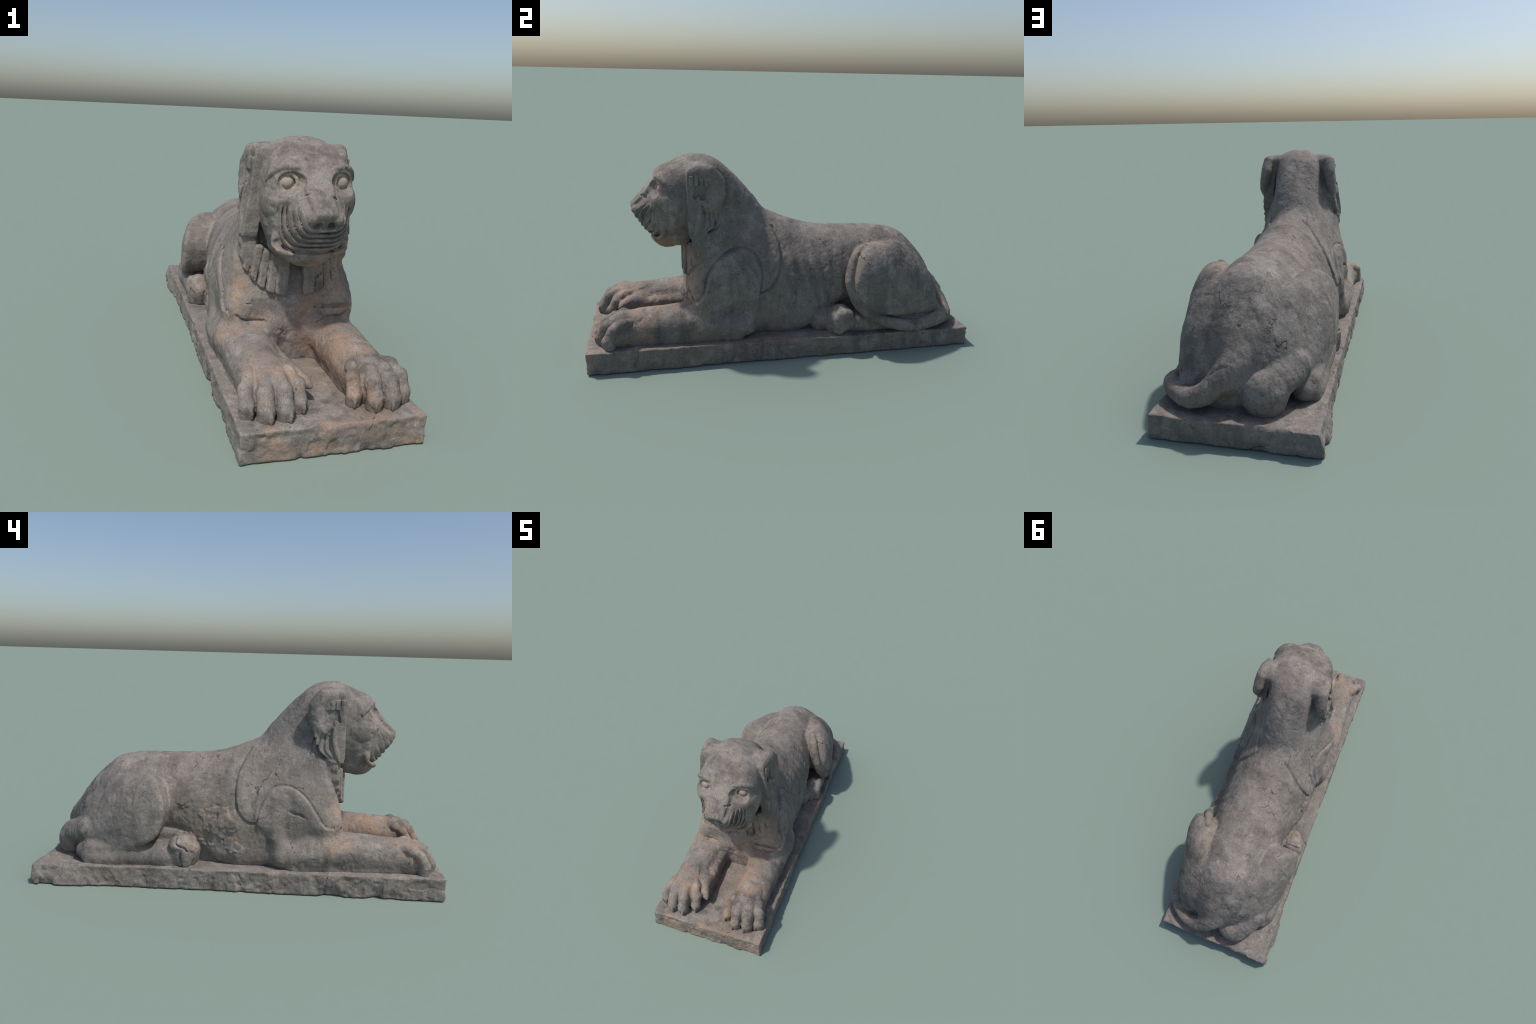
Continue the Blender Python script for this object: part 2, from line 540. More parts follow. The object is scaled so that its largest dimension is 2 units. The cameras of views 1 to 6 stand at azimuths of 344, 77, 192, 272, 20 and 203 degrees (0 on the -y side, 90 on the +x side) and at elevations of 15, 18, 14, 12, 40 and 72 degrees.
for sx in (1, -1):
    X = lambda v: HX + sx * v
    left = sx > 0
    # ---- face: cheek disc, brow, socket, lids, eyeball
    L.add("cheek", ellipsoid((X(0.112), -0.558, 0.772), (0.067, 0.086, 0.080)), 0.003)
    L.add("cheek", ellipsoid((X(0.105), -0.618, 0.790), (0.048, 0.042, 0.045)), 0.015)
    L.cut(ellipsoid((X(0.108), -0.668, 0.848), (0.062, 0.060, 0.043), (0, 14 * sx, 0)), 0.003)
    L.add("brow", tube([(X(0.046), -0.630, 0.890, 0.011), (X(0.078), -0.628, 0.899, 0.012), (X(0.116), -0.616, 0.898, 0.013), (X(0.146), -0.594, 0.880, 0.012), (X(0.162), -0.570, 0.852, 0.008)]), 0.004)
    L.add("eyelid", tube([(X(0.102) + 0.034 * math.cos(t) * math.cos(0.35), -0.616 + sx * 0.034 * math.cos(t) * math.sin(0.35), 0.845 + 0.032 * math.sin(t), 0.0065) for t in np.linspace(0, math.tau, 13)], step=0.03), 0.004)
    L.add("eye", ellipsoid((X(0.103), -0.602, 0.845), (0.0275, 0.0275, 0.0275)), 0.0)
    # mouth corner with its drilled hole
    L.add("lip", tube([(X(0.085), -0.645, 0.600, 0.016), (X(0.112), -0.640, 0.605, 0.017), (X(0.132), -0.615, 0.625, 0.018), (X(0.130), -0.605, 0.655, 0.018)]), 0.01)
    L.cut(ellipsoid((X(0.135), -0.640, 0.628), (0.026, 0.022, 0.015), (25, 0, 20 * sx)), 0.005)
    L.cut(ellipsoid((X(0.027), -0.742, 0.714), (0.018, 0.028, 0.013), (0, 12 * sx, 0)), 0.003)
    L.add("nose", ellipsoid((X(0.047), -0.728, 0.735), (0.020, 0.026, 0.020)), 0.01)

    X = lambda v: CX + sx * v

    # ---- ruff plate beside the face, with the ear on it
    plate = [(-0.490, 0.93), (-0.492, 0.78), (-0.490, 0.64), (-0.465, 0.624), (-0.405, 0.642), (-0.362, 0.695), (-0.345, 0.745), (-0.345, 0.85), (-0.37, 0.93), (-0.43, 0.95)]
    pa, pb = sorted((X(0.140), X(0.199)))
    L.add("mane", outline(plate, pa, pb, -0.13 * sx), 0.002)
    out = 0.0 if left else -0.012
    ear = [(X(0.166 + 1.6 * out), -0.474, 0.925 + out, 0.022 + 0.4 * out), (X(0.170 + out), -0.435, 0.936, 0.032), (X(0.174 + out), -0.385, 0.928, 0.037), (X(0.180 + out), -0.352, 0.890, 0.038),
           (X(0.187 + out), -0.348, 0.835, 0.036), (X(0.196 + out), -0.362, 0.790, 0.031), (X(0.203 + out), -0.392, 0.765, 0.024)]
    L.add("ear", ellipsoid((X(0.128), -0.425, 0.935), (0.055, 0.065, 0.036), (0, 14 * sx, 0)), 0.02)
    L.add("ear", tube(ear, squash=(0.85, 1, 1)), 0.012)
    L.add("ear", tube([(X(0.198), -0.395, 0.766, 0.016), (X(0.199), -0.415, 0.79, 0.013), (X(0.197), -0.440, 0.815, 0.012)]), 0.006)
    L.cut(rbox((X(0.206), -0.432, 0.842), (0.026, 0.028, 0.036), 0.01, (-12, -5 * sx, 0)), 0.003)
    for i in range(4):
        L.add("ear_hair", rbox((X(0.181 + 0.5 * out), -0.473 + 0.0235 * i, 0.893), (0.014, 0.0098, 0.024), 0.002), 0.0)
    # feathery tuft that hangs below the ear: one long tongue and a fan of engraved vanes
    tip = np.array((-0.470, 0.632))
    L.add("mane_lock", tube([(X(0.195), -0.443, 0.812, 0.011), (X(0.202), -0.436, 0.76, 0.013), (X(0.209), -0.442, 0.70, 0.014), (X(0.218), -0.464, 0.636, 0.007)]), 0.002)
    for i in range(1, 5):
        a = np.array((-0.436 + 0.021 * i, 0.752 - 0.004 * i))
        end = tip + np.array((0.018 * i, 0.003 * i))
        engrave(L, sx, [a, (a + end) / 2 + np.array((0.006 + 0.008 * i, -0.006 - 0.002 * i)), end], 0.008, 0.0042, 0.15)

    # ---- beard collar of broad locks under the jaw
    L.add("mane", tube([(X(0.180), -0.440, 0.66, 0.035), (X(0.178), -0.440, 0.57, 0.038), (X(0.135), -0.45, 0.50, 0.040), (X(0.065), -0.462, 0.45, 0.036)]), 0.02)
    locks = [  # root x, z, tip x, z, half width
        (0.052, 0.560, 0.057, 0.392, 0.025),
        (0.086, 0.560, 0.101, 0.405, 0.0165),
        (0.116, 0.566, 0.137, 0.425, 0.016),
        (0.145, 0.585, 0.170, 0.452, 0.015),
        (0.168, 0.612, 0.196, 0.485, 0.0145),
        (0.184, 0.645, 0.210, 0.525, 0.013),
        (0.190, 0.690, 0.216, 0.575, 0.012),
    ]
    for i, (xa, za, xb, zb, w) in enumerate(locks):
        ym = -0.484 + 0.040 * (xa / 0.2) ** 2 - 0.006 * (i % 2)
        dx, dz = xb - xa, zb - za
        ang = math.degrees(math.atan2(dx, -dz))
        half = math.hypot(dx, dz) / 2 + 0.012
        slant = math.radians(18 + 8 * i)
        body = rbox((X((xa + xb) / 2 + 0.012 * dx / half / 2), ym, (za + zb) / 2 + 0.012 * dz / half / 2), (w, 0.031 - 0.0025 * i, half), 0.008, (0, -ang * sx, 0))
        L.add("mane_lock", meet(body, halfspace((X(xb), ym, zb), (math.sin(slant) * sx, 0.0, -math.cos(slant))), 0.006), 0.0)

    # ---- shoulder and fore limb
    fx = 0.0 if left else 0.012
    back = -0.015 if left else 0.0
    L.add("forelimb", ellipsoid((X(0.180 + fx + (0.012 if left else 0)), -0.300 + back, 0.37), (0.076, 0.140, 0.170)), 0.03)
    L.add("forelimb", ellipsoid((X(0.228 if left else 0.215), -0.42, 0.32), (0.045, 0.07, 0.10 if left else 0.07)), 0.04)
    L.add("forelimb", ellipsoid((X(0.105 if left else 0.090), -0.440, 0.245), (0.060, 0.080, 0.085)), 0.03)
    L.add("forelimb", tube([(X(0.195 + fx), -0.205 + back, 0.42, 0.052), (X(0.213 + fx), -0.175 + back, 0.30, 0.050), (X(0.220 + fx), -0.215 + back * .6, 0.18, 0.045)]), 0.02)
    L.add("forelimb", tube([(X(0.210 + fx), -0.215 + back * .5, 0.155, 0.062), (X(0.200 + fx), -0.35, 0.185, 0.083), (X(0.186 + fx), -0.50, 0.190, 0.087), (X(0.182 + fx), -0.66, 0.188, 0.080), (X(0.183 + fx), -0.80, 0.180, 0.076)], squash=(1.16, 1, 1)), 0.03)
    L.add("forelimb", rbox((X(0.190 if left else 0.176), -0.52, 0.150), (0.090 if left else 0.108, 0.29, 0.065), 0.035, (0, 0, -2 * sx)), 0.02)
    px = 0.188 + fx * 0.6
    L.add("paw", ellipsoid((X(px), -0.832, 0.160), (0.100, 0.082, 0.092)), 0.02)
    for i, (tx, ty, r) in enumerate([(0.098, -0.886, 0.028), (0.157, -0.925, 0.031), (0.222, -0.922, 0.031), (0.278, -0.890, 0.028)]):
        tx += fx * 0.6
        bx = px + (tx - px) * 0.62
        mx = (tx + bx) / 2
        bump = [(bx, -0.79, 0.222, .80), (mx, ty + 0.068, 0.222, .95), (mx, ty + 0.046, 0.212, .88), (tx, ty + 0.026, 0.200, 1.0), (tx, ty + 0.012, 0.176, .93), (tx, ty + 0.0, 0.150, 1.05), (tx, ty + 0.004, 0.122, 1.0)]
        L.add("toe", tube([(X(u), v, w, r * q) for u, v, w, q in bump], step=0.05), 0.003)
        L.add("claw", tube([(X(tx - 0.008), ty - r * 0.80, 0.158, 0.006), (X(tx - 0.010), ty - r - 0.001, 0.140, 0.007), (X(tx - 0.010), ty - r + 0.001, 0.118, 0.005)], step=0.05), 0.004)

# ---- hollow between the upper arm strap and the shoulder muscle
for sx in (1, -1):
    by = -0.255 if sx > 0 else -0.235
    L.cut(tube([(sx * 0.310 + CX + (0.012 if sx > 0 else 0), by - 0.01, 0.42, 0.026), (sx * 0.318 + CX + (0.012 if sx > 0 else 0), by - 0.015, 0.33, 0.032), (sx * 0.318 + CX + (0.012 if sx > 0 else 0), by - 0.055, 0.275, 0.024)]), 0.03)

# ---- haunches: side outline cut from a broad rump, one lobe per side
HAUNCH = {
    1: ([(0.330, 0.42), (0.333, 0.34), (0.38, 0.255), (0.47, 0.207), (0.60, 0.180), (0.75, 0.170), (0.90, 0.13), (0.97, 0.20), (0.90, 0.40), (0.72, 0.60), (0.52, 0.66), (0.415, 0.59), (0.36, 0.52)],
        [(0.28, 0.530, 0.06, 0.105, 0.34, 2.0, 4.0, 0.210), (0.40, 0.552, 0.06, 0.128, 0.34, 2.1, 4.0, 0.216), (0.50, 0.556, 0.06, 0.142, 0.32, 2.0, 4.0, 0.192), (0.60, 0.545, 0.06, 0.158, 0.29, 1.9, 4.0, 0.158),
         (0.70, 0.490, 0.06, 0.166, 0.26, 2.0, 4.0, 0.130), (0.76, 0.430, 0.06, 0.149, 0.24, 2.0, 3.5, 0.130), (0.81, 0.360, 0.08, 0.128, 0.21, 2.0, 3.0, 0.136), (0.85, 0.265, 0.12, 0.080, 0.18, 2.0, 3.0, 0.146)]),
    -1: ([(0.352, 0.42), (0.354, 0.34), (0.385, 0.255), (0.46, 0.20), (0.55, 0.172), (0.68, 0.165), (0.80, 0.165), (0.90, 0.13), (0.97, 0.20), (0.90, 0.40), (0.72, 0.60), (0.55, 0.66), (0.445, 0.58), (0.385, 0.50)],
         [(0.30, 0.535, 0.06, 0.102, 0.35, 2.3, 3.0, -0.216), (0.40, 0.545, 0.06, 0.104, 0.34, 2.2, 3.0, -0.213), (0.50, 0.525, 0.06, 0.135, 0.31, 2.0, 3.0, -0.175), (0.60, 0.515, 0.06, 0.150, 0.27, 1.6, 3.0, -0.140),
          (0.70, 0.455, 0.06, 0.155, 0.23, 1.5, 3.0, -0.105), (0.79, 0.365, 0.06, 0.140, 0.21, 1.5, 3.0, -0.078), (0.84, 0.285, 0.08, 0.105, 0.20, 1.7, 3.0, -0.045), (0.875, 0.225, 0.14, 0.06, 0.19, 2.0, 3.0, -0.02)]),
}
for sx in (1, -1):
    X = lambda v: CX + sx * v
    side_view, lobe = HAUNCH[sx]
    L.add("haunch", meet(outline(side_view, -0.5, 0.5), loft(lobe, caps=(None, 0.85 if sx > 0 else 0.875), cap_k=0.06), 0.03), 0.012)
    hx = 0.265 if sx > 0 else 0.243
    L.add("hindlimb", tube([(X(hx - .025), 0.762, 0.145, 0.044), (X(hx), 0.70, 0.130, 0.044), (X(hx), 0.50, 0.135, 0.046), (X(hx), 0.36, 0.150, 0.055)]), 0.008)
    L.add("hindlimb", rbox((X(0.220), 0.49, 0.13), (0.06, 0.27, 0.07), 0.03), 0.02)
    L.add("hind_paw", ellipsoid((X(hx - 0.005), 0.272, 0.168), (0.060, 0.078, 0.082)), 0.012)
    for u, v, w, r in ((0.030, 0.245, 0.0, 0.031), (-0.004, 0.222, 0.006, 0.031), (-0.036, 0.210, 0.0, 0.026)):
        L.add("hind_toe", tube([(X(hx + u), v + 0.060, 0.205 + w, r * 0.9), (X(hx + u), v + 0.020, 0.205 + w, r), (X(hx + u), v + 0.008, 0.165, r * 1.05), (X(hx + u), v + 0.012, 0.120, r)], step=0.05), 0.004)

    if sx > 0:   # inner half of the left hind paw, further forward
        L.add("hind_toe", ellipsoid((0.198, 0.190, 0.155), (0.058, 0.065, 0.078)), 0.008)

# dew claw on the inner side of the right fore paw
L.add("dewclaw", tube([(-0.12, -0.73, 0.20, 0.032), (-0.095, -0.785, 0.195, 0.028), (-0.075, -0.822, 0.185, 0.022), (-0.060, -0.842, 0.178, 0.011)]), 0.02)

# right buttock ball
L.add("rump", ellipsoid((-0.092, 0.862, 0.160), (0.090, 0.072, 0.095)), 0.008)
L.add("rump", tube([(-0.20, 0.76, 0.24, 0.055), (-0.15, 0.82, 0.21, 0.065), (-0.10, 0.855, 0.17, 0.070)]), 0.02)

# stone left under and behind the tail
L.add("rump", ellipsoid((0.07, 0.835, 0.135), (0.11, 0.050, 0.070)), 0.015)
L.add("rump", ellipsoid((0.19, 0.822, 0.150), (0.075, 0.048, 0.075)), 0.02)

# tail: from the rump round the left haunch
TAIL = [(0.035, 0.872, 0.255, 0.047), (0.075, 0.893, 0.215, 0.046), (0.12, 0.906, 0.172, 0.043), (0.185, 0.902, 0.144, 0.039), (0.250, 0.872, 0.146, 0.036), (0.300, 0.80, 0.150, 0.034),
        (0.314, 0.67, 0.128, 0.032), (0.316, 0.54, 0.150, 0.031), (0.307, 0.435, 0.196, 0.031), (0.290, 0.352, 0.272, 0.030), (0.268, 0.312, 0.375, 0.027),
        (0.245, 0.328, 0.46, 0.026), (0.226, 0.360, 0.515, 0.025), (0.208, 0.400, 0.535, 0.024)]
L.add("tail", tube([(0.01, 0.83, 0.29, 0.05), (0.035, 0.872, 0.255, 0.047), (0.07, 0.900, 0.220, 0.044)]), 0.04)
L.add("tail", tube(TAIL, step=0.015), 0.002)

# ---- whisker folds: nested U-shaped ridges round the muzzle
def whiskers(P):
    ax = np.abs(P[:, 0] - F(HX))
    b = np.maximum(F(0.80) - P[:, 2], 0)
    rho = ((ax / F(0.136)) ** 4.5 + (b / F(0.193)) ** 4.5) ** (1 / 4.5)
    ph = (rho - F(0.50)) / F(0.102)
    groove = np.exp(-((ph - np.round(ph)) / F(0.17)) ** 2)
    zone = sstep(0.50, 0.54, rho) * (1 - sstep(1.0, 1.02, rho)) * (1 - sstep(0.745, 0.775, P[:, 2])) * (1 - sstep(-0.635, -0.62, P[:, 1]))
    mouth = np.exp(-((rho - F(1.045)) / F(0.022)) ** 2) * (1 - sstep(-0.635, -0.61, P[:, 1])) * (1 - sstep(0.63, 0.66, P[:, 2]))
    return (F(0.005) - F(0.015) * groove) * zone - F(0.012) * mouth
L.relief(whiskers, (-0.2, -0.80, 0.56), (0.2, -0.60, 0.80))

# ---- engraved outlines of mane and shoulder on both flanks
MANE_R = [(-0.057, 0.681), (-0.01, 0.60), (0.018, 0.52), (0.018, 0.42), (-0.01, 0.355), (-0.05, 0.325), (-0.08, 0.325)]
ARM_R = [(-0.083, 0.325), (-0.10, 0.40), (-0.14, 0.475), (-0.193, 0.504), (-0.26, 0.50), (-0.32, 0.455), (-0.365, 0.39), (-0.41, 0.325), (-0.45, 0.315)]
step_up(L, -1, MANE_R, [(-0.2, 0.25), (-0.4, 0.3), (-0.4, 0.8), (-0.2, 0.85), (-0.10, 0.75)], 0.006, ymin=-0.30)
engrave(L, -1, MANE_R, 0.006, 0.0055)
step_up(L, -1, ARM_R, [(-0.48, 0.22), (-0.35, 0.12), (-0.15, 0.15)], 0.007, ymin=-0.48)
engrave(L, -1, ARM_R, 0.007, 0.0055)
MANE_L = [(-0.098, 0.696), (-0.05, 0.61), (-0.031, 0.53), (-0.045, 0.43), (-0.09, 0.355), (-0.144, 0.331)]
ARM_L = [(-0.15, 0.335), (-0.135, 0.42), (-0.155, 0.50), (-0.20, 0.545), (-0.26, 0.552), (-0.33, 0.53), (-0.38, 0.48), (-0.41, 0.43), (-0.43, 0.36), (-0.464, 0.315), (-0.485, 0.33)]
step_up(L, 1, MANE_L, [(-0.25, 0.25), (-0.4, 0.3), (-0.4, 0.8), (-0.25, 0.85), (-0.14, 0.76)], 0.006, ymin=-0.30)
engrave(L, 1, MANE_L, 0.010, 0.006)
step_up(L, 1, ARM_L[:-1], [(-0.49, 0.22), (-0.35, 0.12), (-0.20, 0.15)], 0.008, ymin=-0.49)
engrave(L, 1, ARM_L, 0.012, 0.0065)

# lower edge of the breast, above the fore limbs
engrave_front(L, [(-0.235, 0.31), (-0.215, 0.292), (-0.17, 0.288), (-0.13, 0.285)], -0.40, 0.008, 0.006)
engrave_front(L, [(0.225, 0.30), (0.20, 0.283), (0.14, 0.285), (0.09, 0.27)], -0.40, 0.008, 0.006)

# creases between the toes of the right hind paw
engrave(L, -1, [(0.298, 0.243), (0.297, 0.219), (0.276, 0.208), (0.255, 0.201), (0.242, 0.184)], 0.010, 0.0045, 0.225)
engrave(L, -1, [(0.272, 0.170), (0.275, 0.149), (0.270, 0.128), (0.265, 0.105)], 0.010, 0.0045, 0.225)
engrave(L, -1, [(0.347, 0.242), (0.361, 0.216), (0.364, 0.200)], 0.006, 0.0045, 0.225)

# ---- faint ribs on the left flank, broken stone on the right one
def ribs(P):
    w = sstep(-0.06, 0.02, P[:, 1]) * (1 - sstep(0.20, 0.30, P[:, 1])) * sstep(0.2, 0.28, P[:, 2]) * (1 - sstep(0.46, 0.56, P[:, 2]))
    return F(0.004) * w * np.sin((P[:, 1] + F(0.25) * P[:, 2]) * F(2 * math.pi / 0.062))
L.relief(ribs, (0.1, -0.1, 0.18), (0.3, 0.32, 0.58))


def broken(P):
    w = sstep(-0.06, 0.02, P[:, 1]) * (1 - sstep(0.28, 0.33, P[:, 1])) * sstep(0.14, 0.19, P[:, 2]) * (1 - sstep(0.38, 0.44, P[:, 2]))
    n = perlin(P * np.array([0.6, 1, 1.5], F), 8, 31) + F(0.35) * perlin(P, 22, 33) + F(0.15) * perlin(P, 60, 35)
    step = sstep(-0.08, 0.06, n) + sstep(0.30, 0.42, n)
    return F(0.006) * w * (step - F(0.8)) + F(0.002) * w * perlin(P, 45, 36)
L.relief(broken, (-0.3, -0.1, 0.1), (-0.1, 0.36, 0.48))
crack(L, [(-0.23, 0.33, 0.385), (-0.235, 0.27, 0.39), (-0.24, 0.22, 0.36), (-0.24, 0.19, 0.33)], 0.014, 0.005, seed=2)
crack(L, [(-0.24, 0.16, 0.36), (-0.24, 0.10, 0.355), (-0.24, 0.07, 0.31), (-0.24, 0.07, 0.22)], 0.010, 0.003, seed=3)
crack(L, [(-0.22, 0.18, 0.44), (-0.23, 0.12, 0.40), (-0.24, 0.06, 0.40)], 0.006, 0.003, seed=4)
crack(L, [(-0.27, 0.245, 0.25), (-0.30, 0.225, 0.20), (-0.31, 0.225, 0.10)], 0.012, 0.004, 0.006, seed=5)
crack(L, [(0.16, -0.60, 0.760), (0.175, -0.54, 0.750), (0.18, -0.49, 0.735)], 0.006, 0.003, seed=6)
crack(L, [(0.035, -0.70, 0.80), (0.06, -0.66, 0.79), (0.085, -0.635, 0.805)], 0.012, 0.005, 0.008, seed=10)
crack(L, [(-0.05, -0.70, 0.815), (-0.065, -0.66, 0.80), (-0.062, -0.70, 0.76)], 0.006, 0.003, 0.008, seed=11)
crack(L, [(-0.10, -0.60, 0.93), (-0.05, -0.60, 0.945), (-0.14, -0.55, 0.93)], 0.006, 0.004, 0.01, seed=12)
crack(L, [(0.02, -0.66, 0.885), (0.0, -0.64, 0.91), (0.01, -0.60, 0.945)], 0.005, 0.003, 0.01, seed=13)
crack(L, [(-0.20, -0.50, 0.36), (-0.12, -0.51, 0.35), (-0.05, -0.51, 0.33)], 0.006, 0.004, 0.02, seed=14)
crack(L, [(0.20, -0.50, 0.37), (0.13, -0.51, 0.36)], 0.006, 0.004, 0.02, seed=15)
crack(L, [(-0.31, 0.75, 0.30), (-0.30, 0.68, 0.24), (-0.29, 0.62, 0.19)], 0.006, 0.003, seed=7)
crack(L, [(-0.10, -0.20, 0.80), (0.0, -0.22, 0.84), (0.06, -0.23, 0.82)], 0.006, 0.003, seed=8)
# gash between upper arm and breast on the right shoulder
crack(L, [(-0.265, -0.25, 0.388), (-0.265, -0.285, 0.378), (-0.265, -0.32, 0.362)], 0.012, 0.007, 0.008, seed=9)

# ---- general weathering
def weather(P):
    return F(0.003) * fbm(P, 9, 2, 1) + F(0.0012) * fbm(P, 40, 2, 4)
def pits(P):
    n = perlin(P, 55, 51)
    return -F(0.004) * sstep(0.66, 0.85, n) * sstep(-0.1, 0.4, perlin(P, 5, 52))
L.grain(pits)
def flakes(P):
    n = perlin(P, 16, 61) + F(0.45) * perlin(P, 38, 62) + F(0.2) * perlin(P, 80, 63)
    where = sstep(0.0, 0.35, perlin(P, 4.5, 64)) + F(0.7) * (1 - sstep(-0.55, -0.35, P[:, 1]))
    return -F(0.0016) * where * sstep(0.30, 0.44, n)
L.grain(flakes)
L.grain(weather)


# ================================================================== PLINTH
S = Clay()
CORNERS = np.array([(-0.338, -0.985), (0.313, -0.996), (0.335, 0.972), (-0.318, 0.992)])


def slab(P):
    x, y, z = P[:, 0], P[:, 1], P[:, 2]
    top = F(0.113) - F(0.008) * (y + 1)
    low = np.clip(1 - z / top, 0, 1)                     # 0 at the top edge, 1 at the foot
    rough = fbm(P, 7, 3, 11)
    fine = fbm(P, 30, 3, 13)
    chip = sstep(0.15, 0.55, perlin(P, 9, 15))
    right = (x < 0) & (np.abs(y) < 0.96)
    d = np.full(len(P), -9, F)
    spread = np.where(x < 0, sstep(0.55, 0.9, y) * low * F(0.028), 0)     # ragged foot near the broken rear corner
    for a, b in zip(CORNERS, np.roll(CORNERS, -1, 0)):
        t = (b - a) / np.linalg.norm(b - a)
        n = (t[1], -t[0])
        d = np.maximum(d, ((x - a[0]) * n[0] + (y - a[1]) * n[1]).astype(F) - (spread if n[0] < -0.5 else 0))
    bite = np.where(right, low * low * chip * F(0.022), low * chip * F(0.006))
    flake = sstep(0.02, 0.12, perlin(P, 11, 41) + F(0.4) * perlin(P, 30, 42)) + sstep(0.30, 0.38, perlin(P, 16, 43))
    bite = bite + F(0.0032) * flake * np.clip(low * 5, 0, 1)
    d = d + bite + F(0.003) * rough + F(0.0030) * fine
    d = d + F(0.012) * chip * np.exp(-((z - top) / F(0.012)) ** 2)   # knocked edges
    dz = z - top - F(0.003) * rough - F(0.0012) * fine
    return smax(smax(d, dz, 0.006), -z, 0.0)
S.add("plinth", (slab, np.array((-0.4, -1.05, -0.05)), np.array((0.4, 1.05, 0.2))), 0)
crack(S, [(-0.30, 0.235, 0.115), (-0.34, 0.232, 0.09), (-0.345, 0.228, 0.0)], 0.022, 0.006, 0.006, seed=21)
crack(S, [(-0.34, 0.21, 0.035), (-0.34, 0.12, 0.020), (-0.34, 0.0, 0.008)], 0.012, 0.005, 0.01, seed=22)
crack(S, [(-0.335, 0.86, 0.095), (-0.25, 0.90, 0.100), (-0.15, 0.93, 0.100)], 0.010, 0.004, 0.012, seed=23)
crack(S, [(0.335, 0.76, 0.10), (0.34, 0.84, 0.075), (0.335, 0.97, 0.05)], 0.010, 0.004, 0.01, seed=24)
crack(S, [(0.325, -0.12, 0.075), (0.325, 0.0, 0.07), (0.325, 0.06, 0.072)], 0.016, 0.005, 0.006, seed=25)
crack(S, [(-0.10, 0.98, 0.09), (-0.05, 1.0, 0.05), (0.03, 1.0, 0.0)], 0.008, 0.004, 0.01, seed=26)


